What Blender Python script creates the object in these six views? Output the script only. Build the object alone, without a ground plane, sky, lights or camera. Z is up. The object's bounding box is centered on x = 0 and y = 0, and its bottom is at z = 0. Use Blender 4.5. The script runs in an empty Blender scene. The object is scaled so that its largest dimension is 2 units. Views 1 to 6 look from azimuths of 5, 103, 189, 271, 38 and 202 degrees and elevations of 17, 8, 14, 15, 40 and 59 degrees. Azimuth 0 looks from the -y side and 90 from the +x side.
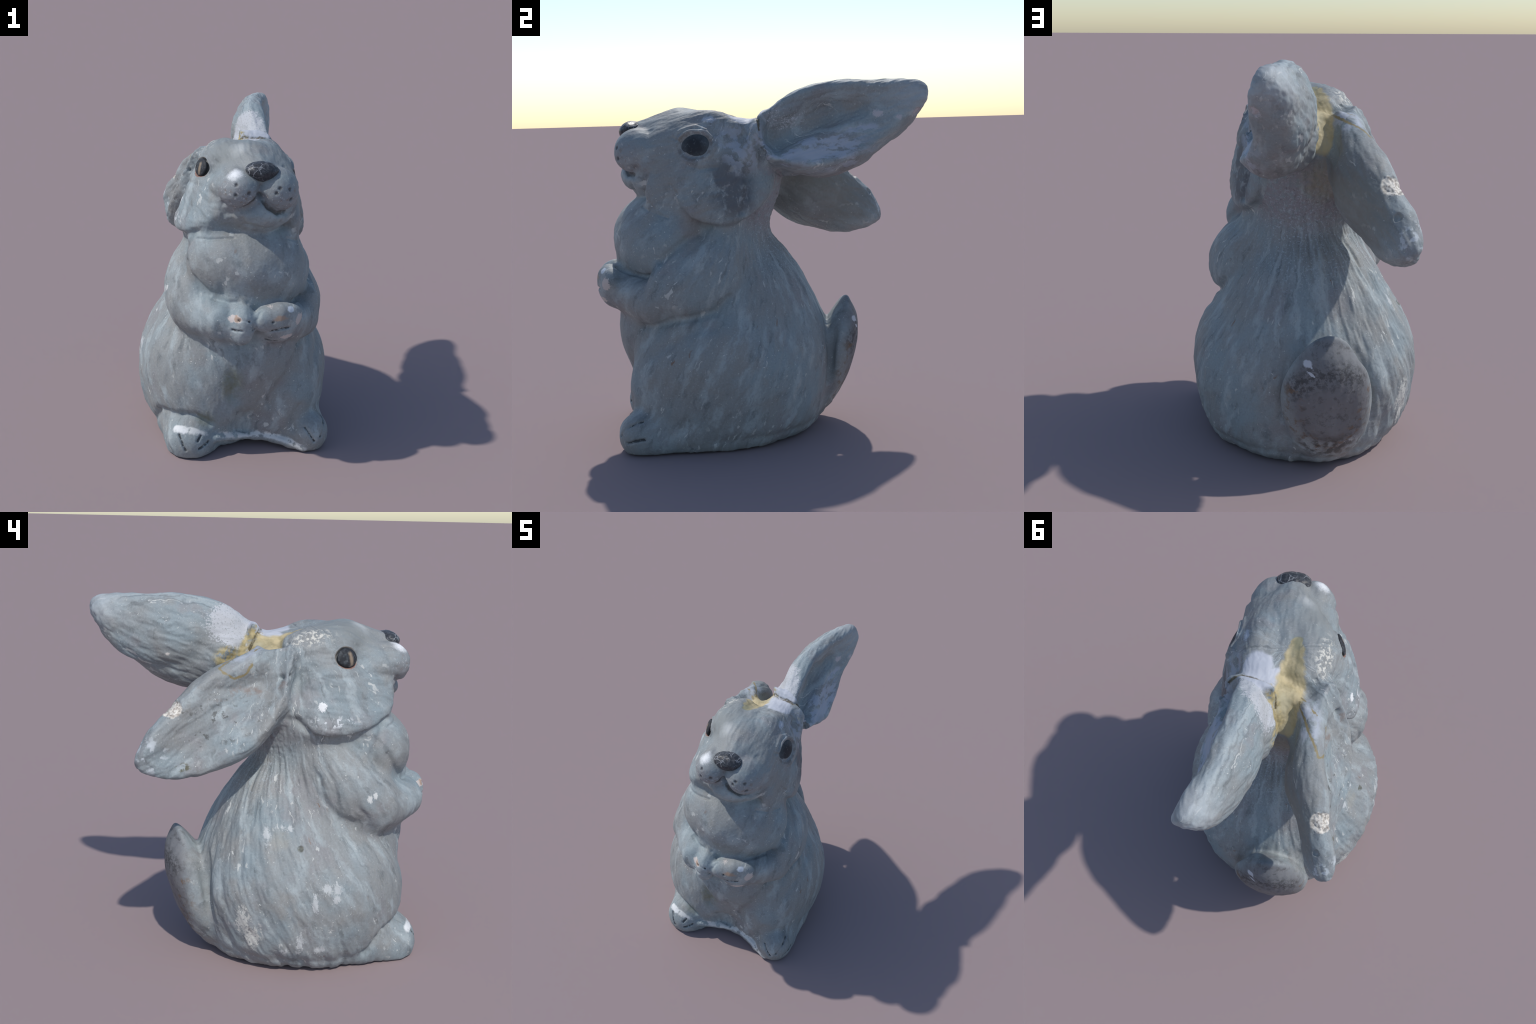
"""A weathered garden figure of a sitting rabbit, painted grey-blue.

The figure is described as soft solids (body, thighs, arms, head, ears, tail ...)
that melt into each other; the joined skin is meshed, refined, combed with fur
grooves and carved with the mouth, toes, cracks and chips, then split into its
named body parts.  Everything below is in the rabbit's own frame: +X is the
rabbit's left, -Y is where it looks, Z is up.
"""
import bpy
import math
import numpy as np

TURN = math.radians(18.0)           # the rabbit is turned about the vertical
SHIFT = (-0.065 * math.cos(TURN), -0.065 * math.sin(TURN), 0.0)

# ------------------------------------------------------------------ solids

def turn_matrix(rx, ry, rz):
    cx, sx, cy, sy, cz, sz = math.cos(rx), math.sin(rx), math.cos(ry), math.sin(ry), math.cos(rz), math.sin(rz)
    X = np.array([[1, 0, 0], [0, cx, -sx], [0, sx, cx]])
    Y = np.array([[cy, 0, sy], [0, 1, 0], [-sy, 0, cy]])
    Z = np.array([[cz, -sz, 0], [sz, cz, 0], [0, 0, 1]])
    return Z @ Y @ X


def ellipsoid(name, blend, centre, radii, turn=(0, 0, 0)):
    R, c, r = turn_matrix(*turn), np.array(centre), np.array(radii) + 1e-3

    def dist(P):
        q = (P - c) @ R
        a = q / r
        k0 = np.sqrt((a * a).sum(-1))
        k1 = np.sqrt(((a / r) ** 2).sum(-1)) + 1e-9
        return np.where(k0 < .3, (k0 - 1) * r.min(), k0 * (k0 - 1) / k1)
    return name, blend, dist, c, r.max()


def limb(name, blend, start, end, thick):
    a, b = np.array(start), np.array(end)
    d = b - a

    def dist(P):
        t = np.clip(((P - a) @ d) / (d @ d), 0, 1)
        return np.linalg.norm(P - a - t[:, None] * d, axis=1) - (thick[0] + (thick[1] - thick[0]) * t)
    return name, blend, dist, (a + b) / 2, np.linalg.norm(d) / 2 + max(thick)


def through(s, vals):
    """smooth curve through evenly spaced values on 0..1 (Catmull-Rom)"""
    n = len(vals) - 1
    v = np.concatenate([[2 * vals[0] - vals[1]], vals, [2 * vals[-1] - vals[-2]]])
    x = np.clip(s, 0, 1) * n
    i = np.minimum(x.astype(int), n - 1)
    f = x - i
    p0, p1, p2, p3 = v[i], v[i + 1], v[i + 2], v[i + 3]
    return p1 + .5 * f * (p2 - p0 + f * (2 * p0 - 5 * p1 + 4 * p2 - p3 + f * (3 * (p1 - p2) + p3 - p0)))


def ear_blade(name, blend, root, bow, tip, tilt, half_width, half_depth, cup, skew, hollow, rim, high, opening):
    r, m, t = np.array(root), np.array(bow), np.array(tip)
    d = t - r
    L = np.linalg.norm(d)
    a = d / L
    w0 = np.array([0, 0, 1.]) - a[2] * a
    w0 /= np.linalg.norm(w0)
    n0 = np.cross(w0, a)
    front = -1. if r[0] > 0 else 1.             # the hollow looks outwards

    def frame(P):
        s = ((P - r) @ a) / L
        sc = np.clip(s, 0, 1)
        q = P - (r + sc[:, None] * d + (4 * sc * (1 - sc))[:, None] * m)
        ang = tilt[0] + (tilt[1] - tilt[0]) * sc
        qw, qn = q @ w0, q @ n0
        w, n = np.cos(ang) * qw + np.sin(ang) * qn, -np.sin(ang) * qw + np.cos(ang) * qn
        cap = np.sqrt(np.clip(1 - np.clip((sc - .75) / .25, 0, 1) ** 2, 1e-4, 1))
        W = np.maximum(through(sc, np.array(half_width)), .01) * cap + .004
        T = np.maximum(through(sc, np.array(half_depth)), .01) * cap + .004
        return s, sc, w, n, W, T, cap

    def dist(P):
        s, sc, w, n, W, T, cap = frame(P)
        u = np.clip(w / W, -1.3, 1.3)
        n2 = n - cup * cap * (u * u - .4)
        T = T * np.clip(1 + skew * u, .3, 2)
        q = np.sqrt((w / W) ** 2 + (n2 / T) ** 2 + 1e-9)
        k1 = np.sqrt((w / W ** 2) ** 2 + (n2 / T ** 2) ** 2) + 1e-6
        f = np.where(q > .3, q * (q - 1) / k1, (q - 1) * np.minimum(W, T))
        ends = np.clip(sc / opening, 0, 1) * np.clip((1 - sc) / .6, 0, 1)
        sheet = np.maximum(T * rim - hollow * np.clip(1 - u * u, 0, 1) * np.clip(1 + high * u, 0, 2) * ends, -.8 * T)
        f = -melt(-f, -(n2 * front - sheet), .03)
        e = np.maximum(np.abs(s - .5) - .5, 0) * L
        return np.where(e > 0, np.sqrt(np.maximum(f, 0) ** 2 + e ** 2), f)
    return name, blend, dist, (r + t) / 2, L / 2 + max(half_width) + np.linalg.norm(m) + .05


PARTS = [
    ellipsoid('body', blend=0.1, centre=(-0.034, -0.157, 0.399), radii=(0.529, 0.579, 0.564), turn=(0.453, -0.997, 0.261)),
    ellipsoid('torso', blend=0.15, centre=(0.014, -0.158, 0.720), radii=(0.358, 0.458, 0.484), turn=(0.102, -0.295, 0.458)),
    ellipsoid('neck', blend=0.12, centre=(-0.048, -0.180, 1.328), radii=(0.280, 0.249, 0.318), turn=(0.037, -0.045, 0.025)),
    ellipsoid('upperback', blend=0.1, centre=(-0.052, -0.283, 1.074), radii=(0.383, 0.229, 0.259), turn=(0.016, 0.018, 0.188)),
    ellipsoid('belly', blend=0.08, centre=(-0.004, -0.464, 0.644), radii=(0.370, 0.364, 0.447), turn=(0.034, -0.409, -0.089)),
    ellipsoid('thighL', blend=0.05, centre=(0.292, -0.331, 0.298), radii=(0.264, 0.443, 0.459), turn=(-0.383, 0.170, -0.155)),
    ellipsoid('shoulderL', blend=0.1, centre=(0.360, -0.402, 0.949), radii=(0.098, 0.239, 0.174), turn=(0.286, -0.344, -0.013)),
    limb('foreL', blend=0.06, start=(0.315, -0.613, 0.808), end=(0.114, -0.808, 0.871), thick=(0.106, 0.119)),
    limb('footL', blend=0.05, start=(0.412, -0.417, 0.093), end=(0.374, -0.700, 0.089), thick=(0.105, 0.135)),
    ellipsoid('thighR', blend=0.05, centre=(-0.246, -0.358, 0.338), radii=(0.352, 0.454, 0.430), turn=(1.061, -0.174, 0.497)),
    ellipsoid('shoulderR', blend=0.1, centre=(-0.288, -0.413, 0.952), radii=(0.204, 0.235, 0.196), turn=(0.095, 0.301, -0.216)),
    limb('foreR', blend=0.06, start=(-0.345, -0.535, 0.888), end=(-0.197, -0.761, 0.875), thick=(0.143, 0.126)),
    limb('footR', blend=0.05, start=(-0.393, -0.490, 0.107), end=(-0.345, -0.665, 0.075), thick=(0.132, 0.158)),
    ellipsoid('ruff', blend=0.05, centre=(-0.011, -0.542, 1.151), radii=(0.374, 0.303, 0.264), turn=(0.326, 0.183, 0.018)),
    ellipsoid('head', blend=0.04, centre=(0.011, -0.273, 1.653), radii=(0.292, 0.308, 0.168), turn=(-0.441, 0.226, 0.036)),
    ellipsoid('snout', blend=0.12, centre=(0.004, -0.565, 1.640), radii=(0.165, 0.210, 0.165), turn=(0.000, 0.000, -0.000)),
    ellipsoid('chin', blend=0.06, centre=(-0.007, -0.627, 1.486), radii=(0.146, 0.154, 0.101), turn=(-0.134, -0.109, 0.026)),
    ellipsoid('cheekL', blend=0.1, centre=(0.268, -0.204, 1.435), radii=(0.056, 0.267, 0.200), turn=(0.243, -0.281, 0.173)),
    ellipsoid('browL', blend=0.06, centre=(0.146, -0.298, 1.696), radii=(0.083, 0.165, 0.154), turn=(0.011, -0.156, -0.084)),
    ellipsoid('muzL', blend=0.02, centre=(0.116, -0.686, 1.637), radii=(0.105, 0.124, 0.126), turn=(0.137, -0.340, -0.515)),
    ellipsoid('cheekR', blend=0.1, centre=(-0.269, -0.356, 1.434), radii=(0.181, 0.301, 0.082), turn=(-0.222, -0.718, 0.335)),
    ellipsoid('browR', blend=0.06, centre=(-0.110, -0.264, 1.723), radii=(0.131, 0.208, 0.107), turn=(0.117, 0.049, 0.069)),
    ellipsoid('muzR', blend=0.02, centre=(-0.112, -0.658, 1.630), radii=(0.123, 0.145, 0.122), turn=(-0.226, 0.014, 0.109)),
    ellipsoid('jowlL', blend=0.1, centre=(0.230, -0.429, 1.441), radii=(0.055, 0.205, 0.150), turn=(0.241, 0.080, 0.059)),
    ellipsoid('jowlR', blend=0.1, centre=(-0.236, -0.396, 1.527), radii=(0.095, 0.250, 0.118), turn=(0.126, -0.041, 0.319)),
    ellipsoid('scruff', blend=0.06, centre=(0.029, -0.024, 1.462), radii=(0.229, 0.149, 0.279), turn=(-0.217, 0.035, -0.057)),
    ellipsoid('tail', blend=0.03, centre=(-0.020, 0.403, 0.378), radii=(0.222, 0.127, 0.346), turn=(-0.339, 0.058, -0.121)),
    ellipsoid('tailweb', blend=0.05, centre=(-0.020, 0.300, 0.370), radii=(0.050, 0.120, 0.270), turn=(-0.000, 0.000, -0.000)),
    ellipsoid('nape', blend=0.08, centre=(0.061, 0.010, 1.649), radii=(0.240, 0.055, 0.203), turn=(-0.218, -0.059, -0.293)),
    ear_blade('earL', blend=0.045, root=(0.209, 0.012, 1.668), bow=(-0.041, 0.028, -0.035), tip=(0.351, 0.903, 1.931), tilt=(0.301, 0.045),
              half_width=(0.129, 0.246, 0.244, 0.154, 0.108), half_depth=(0.118, 0.179, 0.144, 0.115, 0.146), cup=0.016, skew=-0.175, hollow=0.094, rim=0.746, high=0.212, opening=0.05),
    ear_blade('earR', blend=0.1, root=(-0.230, -0.074, 1.718), bow=(0.033, -0.052, -0.045), tip=(-0.325, 0.771, 1.165), tilt=(-0.878, 0.143),
              half_width=(0.019, 0.195, 0.236, 0.184, 0.127), half_depth=(0.060, 0.129, 0.168, 0.102, 0.124), cup=0.018, skew=-0.069, hollow=0.066, rim=0.733, high=-0.004, opening=0.22),
    ellipsoid('fillL', blend=0.06, centre=(0.150, -0.560, 1.610), radii=(0.110, 0.130, 0.130), turn=(0.000, -0.000, -0.000)),
    ellipsoid('fillR', blend=0.06, centre=(-0.150, -0.560, 1.610), radii=(0.095, 0.120, 0.120), turn=(-0.000, 0.000, 0.000)),
    ellipsoid('chestfill', blend=0.05, centre=(-0.020, -0.741, 0.992), radii=(0.174, 0.089, 0.070), turn=(0.006, 0.009, 0.023)),
    ellipsoid('hip', blend=0.08, centre=(0.191, 0.054, 0.225), radii=(0.211, 0.204, 0.166), turn=(0.038, 0.001, 0.004)),
    ellipsoid('sole', blend=0.12, centre=(-0.012, -0.191, 0.079), radii=(0.425, 0.470, 0.085), turn=(0.000, 0.010, -0.007)),
    ellipsoid('earback', blend=0.05, centre=(0.182, 0.603, 1.805), radii=(0.070, 0.268, 0.169), turn=(0.122, 0.121, -0.442)),
    ellipsoid('earroot', blend=0.05, centre=(0.091, 0.188, 1.626), radii=(0.103, 0.142, 0.155), turn=(0.015, -0.180, -0.008)),
    ellipsoid('crown', blend=0.06, centre=(0.109, -0.139, 1.756), radii=(0.102, 0.147, 0.055), turn=(-0.133, 0.041, -0.007)),
    ellipsoid('lip', blend=0.05, centre=(0.069, -0.620, 1.476), radii=(0.125, 0.119, 0.075), turn=(-0.014, -0.005, -0.006)),
    ellipsoid('rump', blend=0.12, centre=(-0.040, -0.154, 0.175), radii=(0.492, 0.416, 0.156), turn=(0.027, 0.020, -0.018)),
    ellipsoid('tailtip', blend=0.03, centre=(-0.012, 0.461, 0.594), radii=(0.129, 0.046, 0.158), turn=(-0.288, 0.050, 0.004)),
    ellipsoid('taillow', blend=0.04, centre=(-0.037, 0.400, 0.311), radii=(0.175, 0.061, 0.172), turn=(-0.174, -0.032, -0.233)),
    ellipsoid('handL', blend=0.03, centre=(0.105, -0.865, 0.920), radii=(0.160, 0.069, 0.090), turn=(-0.012, -0.081, 0.191)),
    ellipsoid('handR', blend=0.03, centre=(-0.103, -0.842, 0.879), radii=(0.079, 0.107, 0.126), turn=(0.031, 0.041, 0.026)),
    limb('hollow', blend=-0.05, start=(0.255, 0.092, 1.690), end=(0.252, 0.336, 1.816), thick=(0.076, 0.086)),
    limb('hollowb', blend=-0.05, start=(0.255, 0.350, 1.805), end=(0.292, 0.527, 1.845), thick=(0.063, 0.045)),
    ellipsoid('crotch', blend=-0.05, centre=(-0.033, -0.831, 0.144), radii=(0.105, 0.165, 0.160), turn=(-0.004, -0.008, -0.037)),
    limb('neckhollow', blend=-0.04, start=(-0.415, -0.051, 1.367), end=(-0.423, 0.044, 1.247), thick=(0.086, 0.071)),
    limb('ear_ridge', blend=0.05, start=(-0.205, 0.100, 1.670), end=(-0.212, 0.330, 1.580), thick=(0.042, 0.032)),
    ellipsoid('cheekhollow', blend=-0.05, centre=(-0.412, -0.190, 1.555), radii=(0.085, 0.100, 0.055), turn=(0.000, 0.000, -0.000)),
    limb('valley', blend=-0.04, start=(-0.050, -0.240, 1.910), end=(-0.048, 0.030, 1.817), thick=(0.060, 0.064)),
    limb('valleyb', blend=-0.04, start=(-0.048, 0.030, 1.817), end=(-0.038, 0.250, 1.570), thick=(0.064, 0.058)),
    limb('bridge', blend=0.05, start=(-0.000, -0.450, 1.765), end=(0.003, -0.660, 1.740), thick=(0.075, 0.055)),
    ellipsoid('arch', blend=-0.02, centre=(0.025, -0.862, -0.028), radii=(0.268, 0.500, 0.056), turn=(-0.082, -0.048, 0.006)),
    limb('tail_gap', blend=-0.03, start=(0.165, 0.385, 0.600), end=(0.200, 0.365, 0.290), thick=(0.034, 0.016)),
    limb('tail_gap', blend=-0.03, start=(-0.200, 0.385, 0.600), end=(-0.265, 0.360, 0.260), thick=(0.034, 0.016)),
    limb('rim', blend=0.025, start=(-0.215, -0.760, 0.105), end=(-0.075, -0.695, 0.080), thick=(0.022, 0.021)),
    limb('rim', blend=0.025, start=(-0.075, -0.695, 0.080), end=(0.050, -0.685, 0.064), thick=(0.022, 0.021)),
    limb('rim', blend=0.025, start=(0.050, -0.685, 0.064), end=(0.160, -0.708, 0.054), thick=(0.022, 0.021)),
    limb('rim', blend=0.025, start=(0.160, -0.708, 0.054), end=(0.250, -0.760, 0.040), thick=(0.022, 0.021)),
    limb('rim', blend=0.025, start=(0.250, -0.760, 0.040), end=(0.330, -0.800, 0.025), thick=(0.022, 0.021)),
]
NOSE = dict(centre=(0.005, -0.712, 1.745), radii=(0.092, 0.070, 0.056), turn=(0.150, 0.000, 0.000))

REGION_OF = {}
for part_name, *_ in PARTS:
    side, key = part_name[-1], part_name[:-1]
    REGION_OF[part_name] = ('head' if part_name in ('head', 'snout', 'chin', 'lip', 'crown', 'nape', 'bridge') or key in ('cheek', 'brow', 'muz', 'jowl', 'fill')
                            else 'neck' if part_name in ('neck', 'scruff')
                            else 'hindlimb' + side if key == 'thigh'
                            else 'foot' + side if key == 'foot'
                            else 'hand' + side if key == 'hand'
                            else 'forelimb' + side if key in ('shoulder', 'fore')
                            else 'ear' + side if key == 'ear'
                            else 'earR' if part_name == 'ear_ridge'
                            else 'earL' if part_name in ('earback', 'earroot')
                            else 'tail' if part_name.startswith('tail') else 'torso')
REGIONS = sorted(set(REGION_OF.values()))


def melt(a, b, k):
    h = np.maximum(k - np.abs(a - b), 0) / k
    return np.minimum(a, b) - h * h * k * .25


def field(P):
    """distance to the rabbit; parts with a negative blend are scooped out"""
    f = np.full(len(P), .3)
    for name, blend, dist, centre, reach in PARTS:
        least = np.linalg.norm(P - centre, axis=1) - reach
        near = least < (f + blend if blend > 0 else .05 - blend)     # skip what cannot matter
        if near.any():
            g = dist(P[near])
            f[near] = melt(f[near], g, blend) if blend > 0 else -melt(-f[near], g, -blend)
    return -melt(-f, P[:, 2] - .002, .015)      # stands on a flat sole


def region_distances(P):
    D = np.full((len(P), len(REGIONS)), .3)
    for name, blend, dist, centre, reach in PARTS:
        if blend > 0:
            near = np.linalg.norm(P - centre, axis=1) - reach < .15
            i = REGIONS.index(REGION_OF[name])
            D[near, i] = np.minimum(D[near, i], dist(P[near]))
    return D


def in_chunks(fn, P, n=120000):
    return np.concatenate([fn(P[i:i + n]) for i in range(0, len(P), n)])


def gradient(P, f=None, h=.002):
    f = field(P) if f is None else f
    return np.stack([(field(P + h * e) - f) / h for e in np.eye(3)], -1)

# ------------------------------------------------------------------ meshing


def surface_net(lo, hi, step):
    n = np.ceil((np.array(hi) - lo) / step).astype(int) + 1
    ax = [lo[i] + step * np.arange(n[i]) for i in range(3)]
    G = np.stack(np.meshgrid(*ax, indexing='ij'), -1).reshape(-1, 3)
    F = in_chunks(field, G).reshape(n)
    neg = F < 0
    corners = [(i, j, k) for i in (0, 1) for j in (0, 1) for k in (0, 1)]
    cut = lambda A, c: A[c[0]:n[0] - 1 + c[0], c[1]:n[1] - 1 + c[1], c[2]:n[2] - 1 + c[2]]
    total = sum(cut(neg, c).astype(int) for c in corners)
    active = (total > 0) & (total < 8)
    ids = -np.ones(active.shape, int)
    ids[active] = np.arange(active.sum())
    cell = np.argwhere(active)
    acc, cnt = np.zeros((len(cell), 3)), np.zeros(len(cell))
    for a in corners:
        for d in range(3):
            if a[d]:
                continue
            b = list(a)
            b[d] = 1
            fa, fb = cut(F, a)[active], cut(F, b)[active]
            x = (fa < 0) != (fb < 0)
            t = np.where(x, fa / np.where(x, fa - fb, 1), 0)
            p = np.array(a, float)[None] + t[:, None] * np.eye(3)[d]
            acc[x] += p[x]
            cnt[x] += 1
    V = np.array(lo) + step * (cell + acc / cnt[:, None])
    quads = []
    for d in range(3):
        e, g = (d + 1) % 3, (d + 2) % 3
        sl0, sl1 = [slice(1, -1)] * 3, [slice(1, -1)] * 3
        sl0[d], sl1[d] = slice(0, -1), slice(1, None)
        change = neg[tuple(sl0)] != neg[tuple(sl1)]
        at = np.argwhere(change) + np.array([0 if i == d else 1 for i in range(3)])
        flip = neg[tuple(sl0)][change]
        def cellid(de, dg):
            q = at.copy()
            q[:, e] += de
            q[:, g] += dg
            return ids[q[:, 0], q[:, 1], q[:, 2]]
        Q = np.stack([cellid(-1, -1), cellid(0, -1), cellid(0, 0), cellid(-1, 0)], -1)
        Q[~flip] = Q[~flip][:, ::-1]
        quads.append(Q)
    return V, np.concatenate(quads)


def make_mesh(name, V, Q):
    me = bpy.data.meshes.new(name)
    me.vertices.add(len(V))
    me.vertices.foreach_set('co', np.ascontiguousarray(V, np.float32).ravel())
    me.loops.add(Q.size)
    me.loops.foreach_set('vertex_index', np.ascontiguousarray(Q, np.int32).ravel())
    me.polygons.add(len(Q))
    me.polygons.foreach_set('loop_start', np.arange(0, Q.size, Q.shape[1], dtype=np.int32))
    me.update(calc_edges=True)
    me.polygons.foreach_set('use_smooth', np.ones(len(Q), bool))
    return me


def subdivide(V, Q):
    """one step of splitting every quad into four"""
    E = np.sort(np.concatenate([Q[:, [0, 1]], Q[:, [1, 2]], Q[:, [2, 3]], Q[:, [3, 0]]]), 1)
    key = E[:, 0].astype(np.int64) * len(V) + E[:, 1]
    uniq, first, inv = np.unique(key, return_index=True, return_inverse=True)
    M = V[E[first]].mean(1)
    C = V[Q].mean(1)
    n, m = len(V), len(M)
    e = inv.reshape(4, -1) + n
    c = np.arange(len(Q)) + n + m
    a, b, d, g = Q.T
    N = np.concatenate([np.stack(x, -1) for x in ((a, e[0], c, e[3]), (e[0], b, e[1], c), (c, e[1], d, e[2]), (e[3], c, e[2], g))])
    return np.concatenate([V, M, C]), N


def settle(V, steps):
    for _ in range(steps):
        f = in_chunks(field, V)
        g = np.concatenate([gradient(V[i:i + 120000], f[i:i + 120000]) for i in range(0, len(V), 120000)])
        l2 = (g * g).sum(1)
        V = V - np.clip(f / np.maximum(l2, .3), -.012, .012)[:, None] * g
    return V


def normals_of(V, Q):
    a = V[Q[:, 2]] - V[Q[:, 0]]
    b = V[Q[:, 3]] - V[Q[:, 1]]
    fn = np.cross(a, b)
    N = np.zeros_like(V)
    for i in range(4):
        for k in range(3):
            N[:, k] += np.bincount(Q[:, i], fn[:, k], len(V))
    return N / np.maximum(np.linalg.norm(N, axis=1, keepdims=True), 1e-12)

# ------------------------------------------------------------------ relief


def lattice_noise(P, seed=0):
    """smooth 3D gradient noise, about -1..1"""
    I = np.floor(P).astype(np.int64)
    f = P - I
    w = f * f * f * (f * (f * 6 - 15) + 10)
    out = np.zeros(len(P))
    for c in range(8):
        o = np.array([c & 1, c >> 1 & 1, c >> 2 & 1])
        K = I + o
        h = (K[:, 0] * 374761393 + K[:, 1] * 668265263 + K[:, 2] * 2147483647 + seed * 974711) & 0xffffffff
        h = (h ^ (h >> 13)) * 1274126177 & 0xffffffff
        h = h ^ (h >> 16)
        g = np.stack([(h & 255) / 127.5 - 1, (h >> 8 & 255) / 127.5 - 1, (h >> 16 & 255) / 127.5 - 1], -1)
        wt = np.prod(np.where(o, w, 1 - w), 1)
        out += wt * (g * (f - o)).sum(1)
    return out * 1.5


def line_distance(P, pts):
    d = np.full(len(P), 9.)
    pts = np.array(pts)
    near = ((P > pts.min(0) - .12) & (P < pts.max(0) + .12)).all(1)
    p, best = P[near], np.full(near.sum(), 9.)
    for a, b in zip(pts[:-1], pts[1:]):
        t = np.clip(((p - a) @ (b - a)) / ((b - a) @ (b - a) + 1e-12), 0, 1)
        best = np.minimum(best, np.linalg.norm(p - a - t[:, None] * (b - a), axis=1))
    d[near] = best
    return d

# slits and creases: (line, width, depth); a negative depth is a ridge
TOE_SLITS = [
    [(-0.184, -0.920, 0.868), (-0.120, -0.928, 0.874), (-0.057, -0.905, 0.872)],
    [(-0.133, -0.919, 0.931), (-0.086, -0.913, 0.920)],
    [(0.012, -0.873, 0.894), (0.061, -0.913, 0.919)],
    [(0.022, -0.875, 0.852), (0.066, -0.919, 0.867), (0.112, -0.936, 0.876), (0.164, -0.933, 0.876)],
    [(0.049, -0.834, 0.775), (0.099, -0.888, 0.790)],
    [(-0.437, -0.765, 0.153), (-0.423, -0.793, 0.115), (-0.402, -0.810, 0.065)],
    [(-0.306, -0.811, 0.159), (-0.328, -0.823, 0.129)],
    [(-0.248, -0.811, 0.112), (-0.280, -0.825, 0.093), (-0.319, -0.830, 0.075)],
    [(0.332, -0.803, 0.168), (0.362, -0.830, 0.127), (0.391, -0.835, 0.083)],
    [(0.430, -0.823, 0.107), (0.460, -0.764, 0.169), (0.462, -0.700, 0.193)],
    [(0.475, -0.789, 0.078), (0.503, -0.741, 0.097), (0.509, -0.694, 0.104)],
]
MOUTH = [[(-0.112, -0.752, 1.533), (-0.056, -0.791, 1.571), (-0.012, -0.805, 1.612)],
         [(-0.012, -0.805, 1.612), (0.042, -0.784, 1.548), (0.097, -0.740, 1.505), (0.151, -0.704, 1.509)]]
PHILTRUM = [(-0.009, -0.795, 1.690), (-0.014, -0.805, 1.644), (-0.012, -0.807, 1.608)]
WHISKER_DOTS = [(-0.153, -0.781, 1.682), (-0.155, -0.790, 1.625), (-0.083, -0.797, 1.638),
                (0.074, -0.802, 1.639), (0.167, -0.788, 1.599), (0.157, -0.794, 1.661), (0.093, -0.802, 1.667)]
EAR_SEAM = [(0.285, 0.007, 1.600), (0.300, 0.005, 1.647), (0.283, -0.002, 1.693), (0.264, -0.011, 1.748), (0.236, -0.012, 1.795),
            (0.204, -0.020, 1.800), (0.143, -0.010, 1.809), (0.095, -0.002, 1.807), (0.048, 0.026, 1.804), (0.007, 0.065, 1.765),
            (-0.005, 0.105, 1.705), (-0.009, 0.134, 1.640), (0.020, 0.130, 1.560), (0.110, 0.110, 1.500), (0.232, 0.076, 1.510),
            (0.283, 0.025, 1.553), (0.285, 0.007, 1.600)]
LOOP = [(-.113, .022, 1.73), (-.180, .111, 1.714), (-.221, .150, 1.654), (-.238, .190, 1.612), (-.250, .245, 1.595), (-.245, .300, 1.625),
        (-.220, .318, 1.642), (-.197, .271, 1.659), (-.160, .189, 1.685), (-.120, .092, 1.715), (-.102, .056, 1.722)]
EYES = {'L': dict(at=(0.268, -0.357, 1.652), size=(.086, .074), out=(0.94, -0.24, 0.22)),
        'R': dict(at=(-0.282, -0.362, 1.694), size=(.066, .054), out=(-0.92, -0.28, 0.28))}
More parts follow.
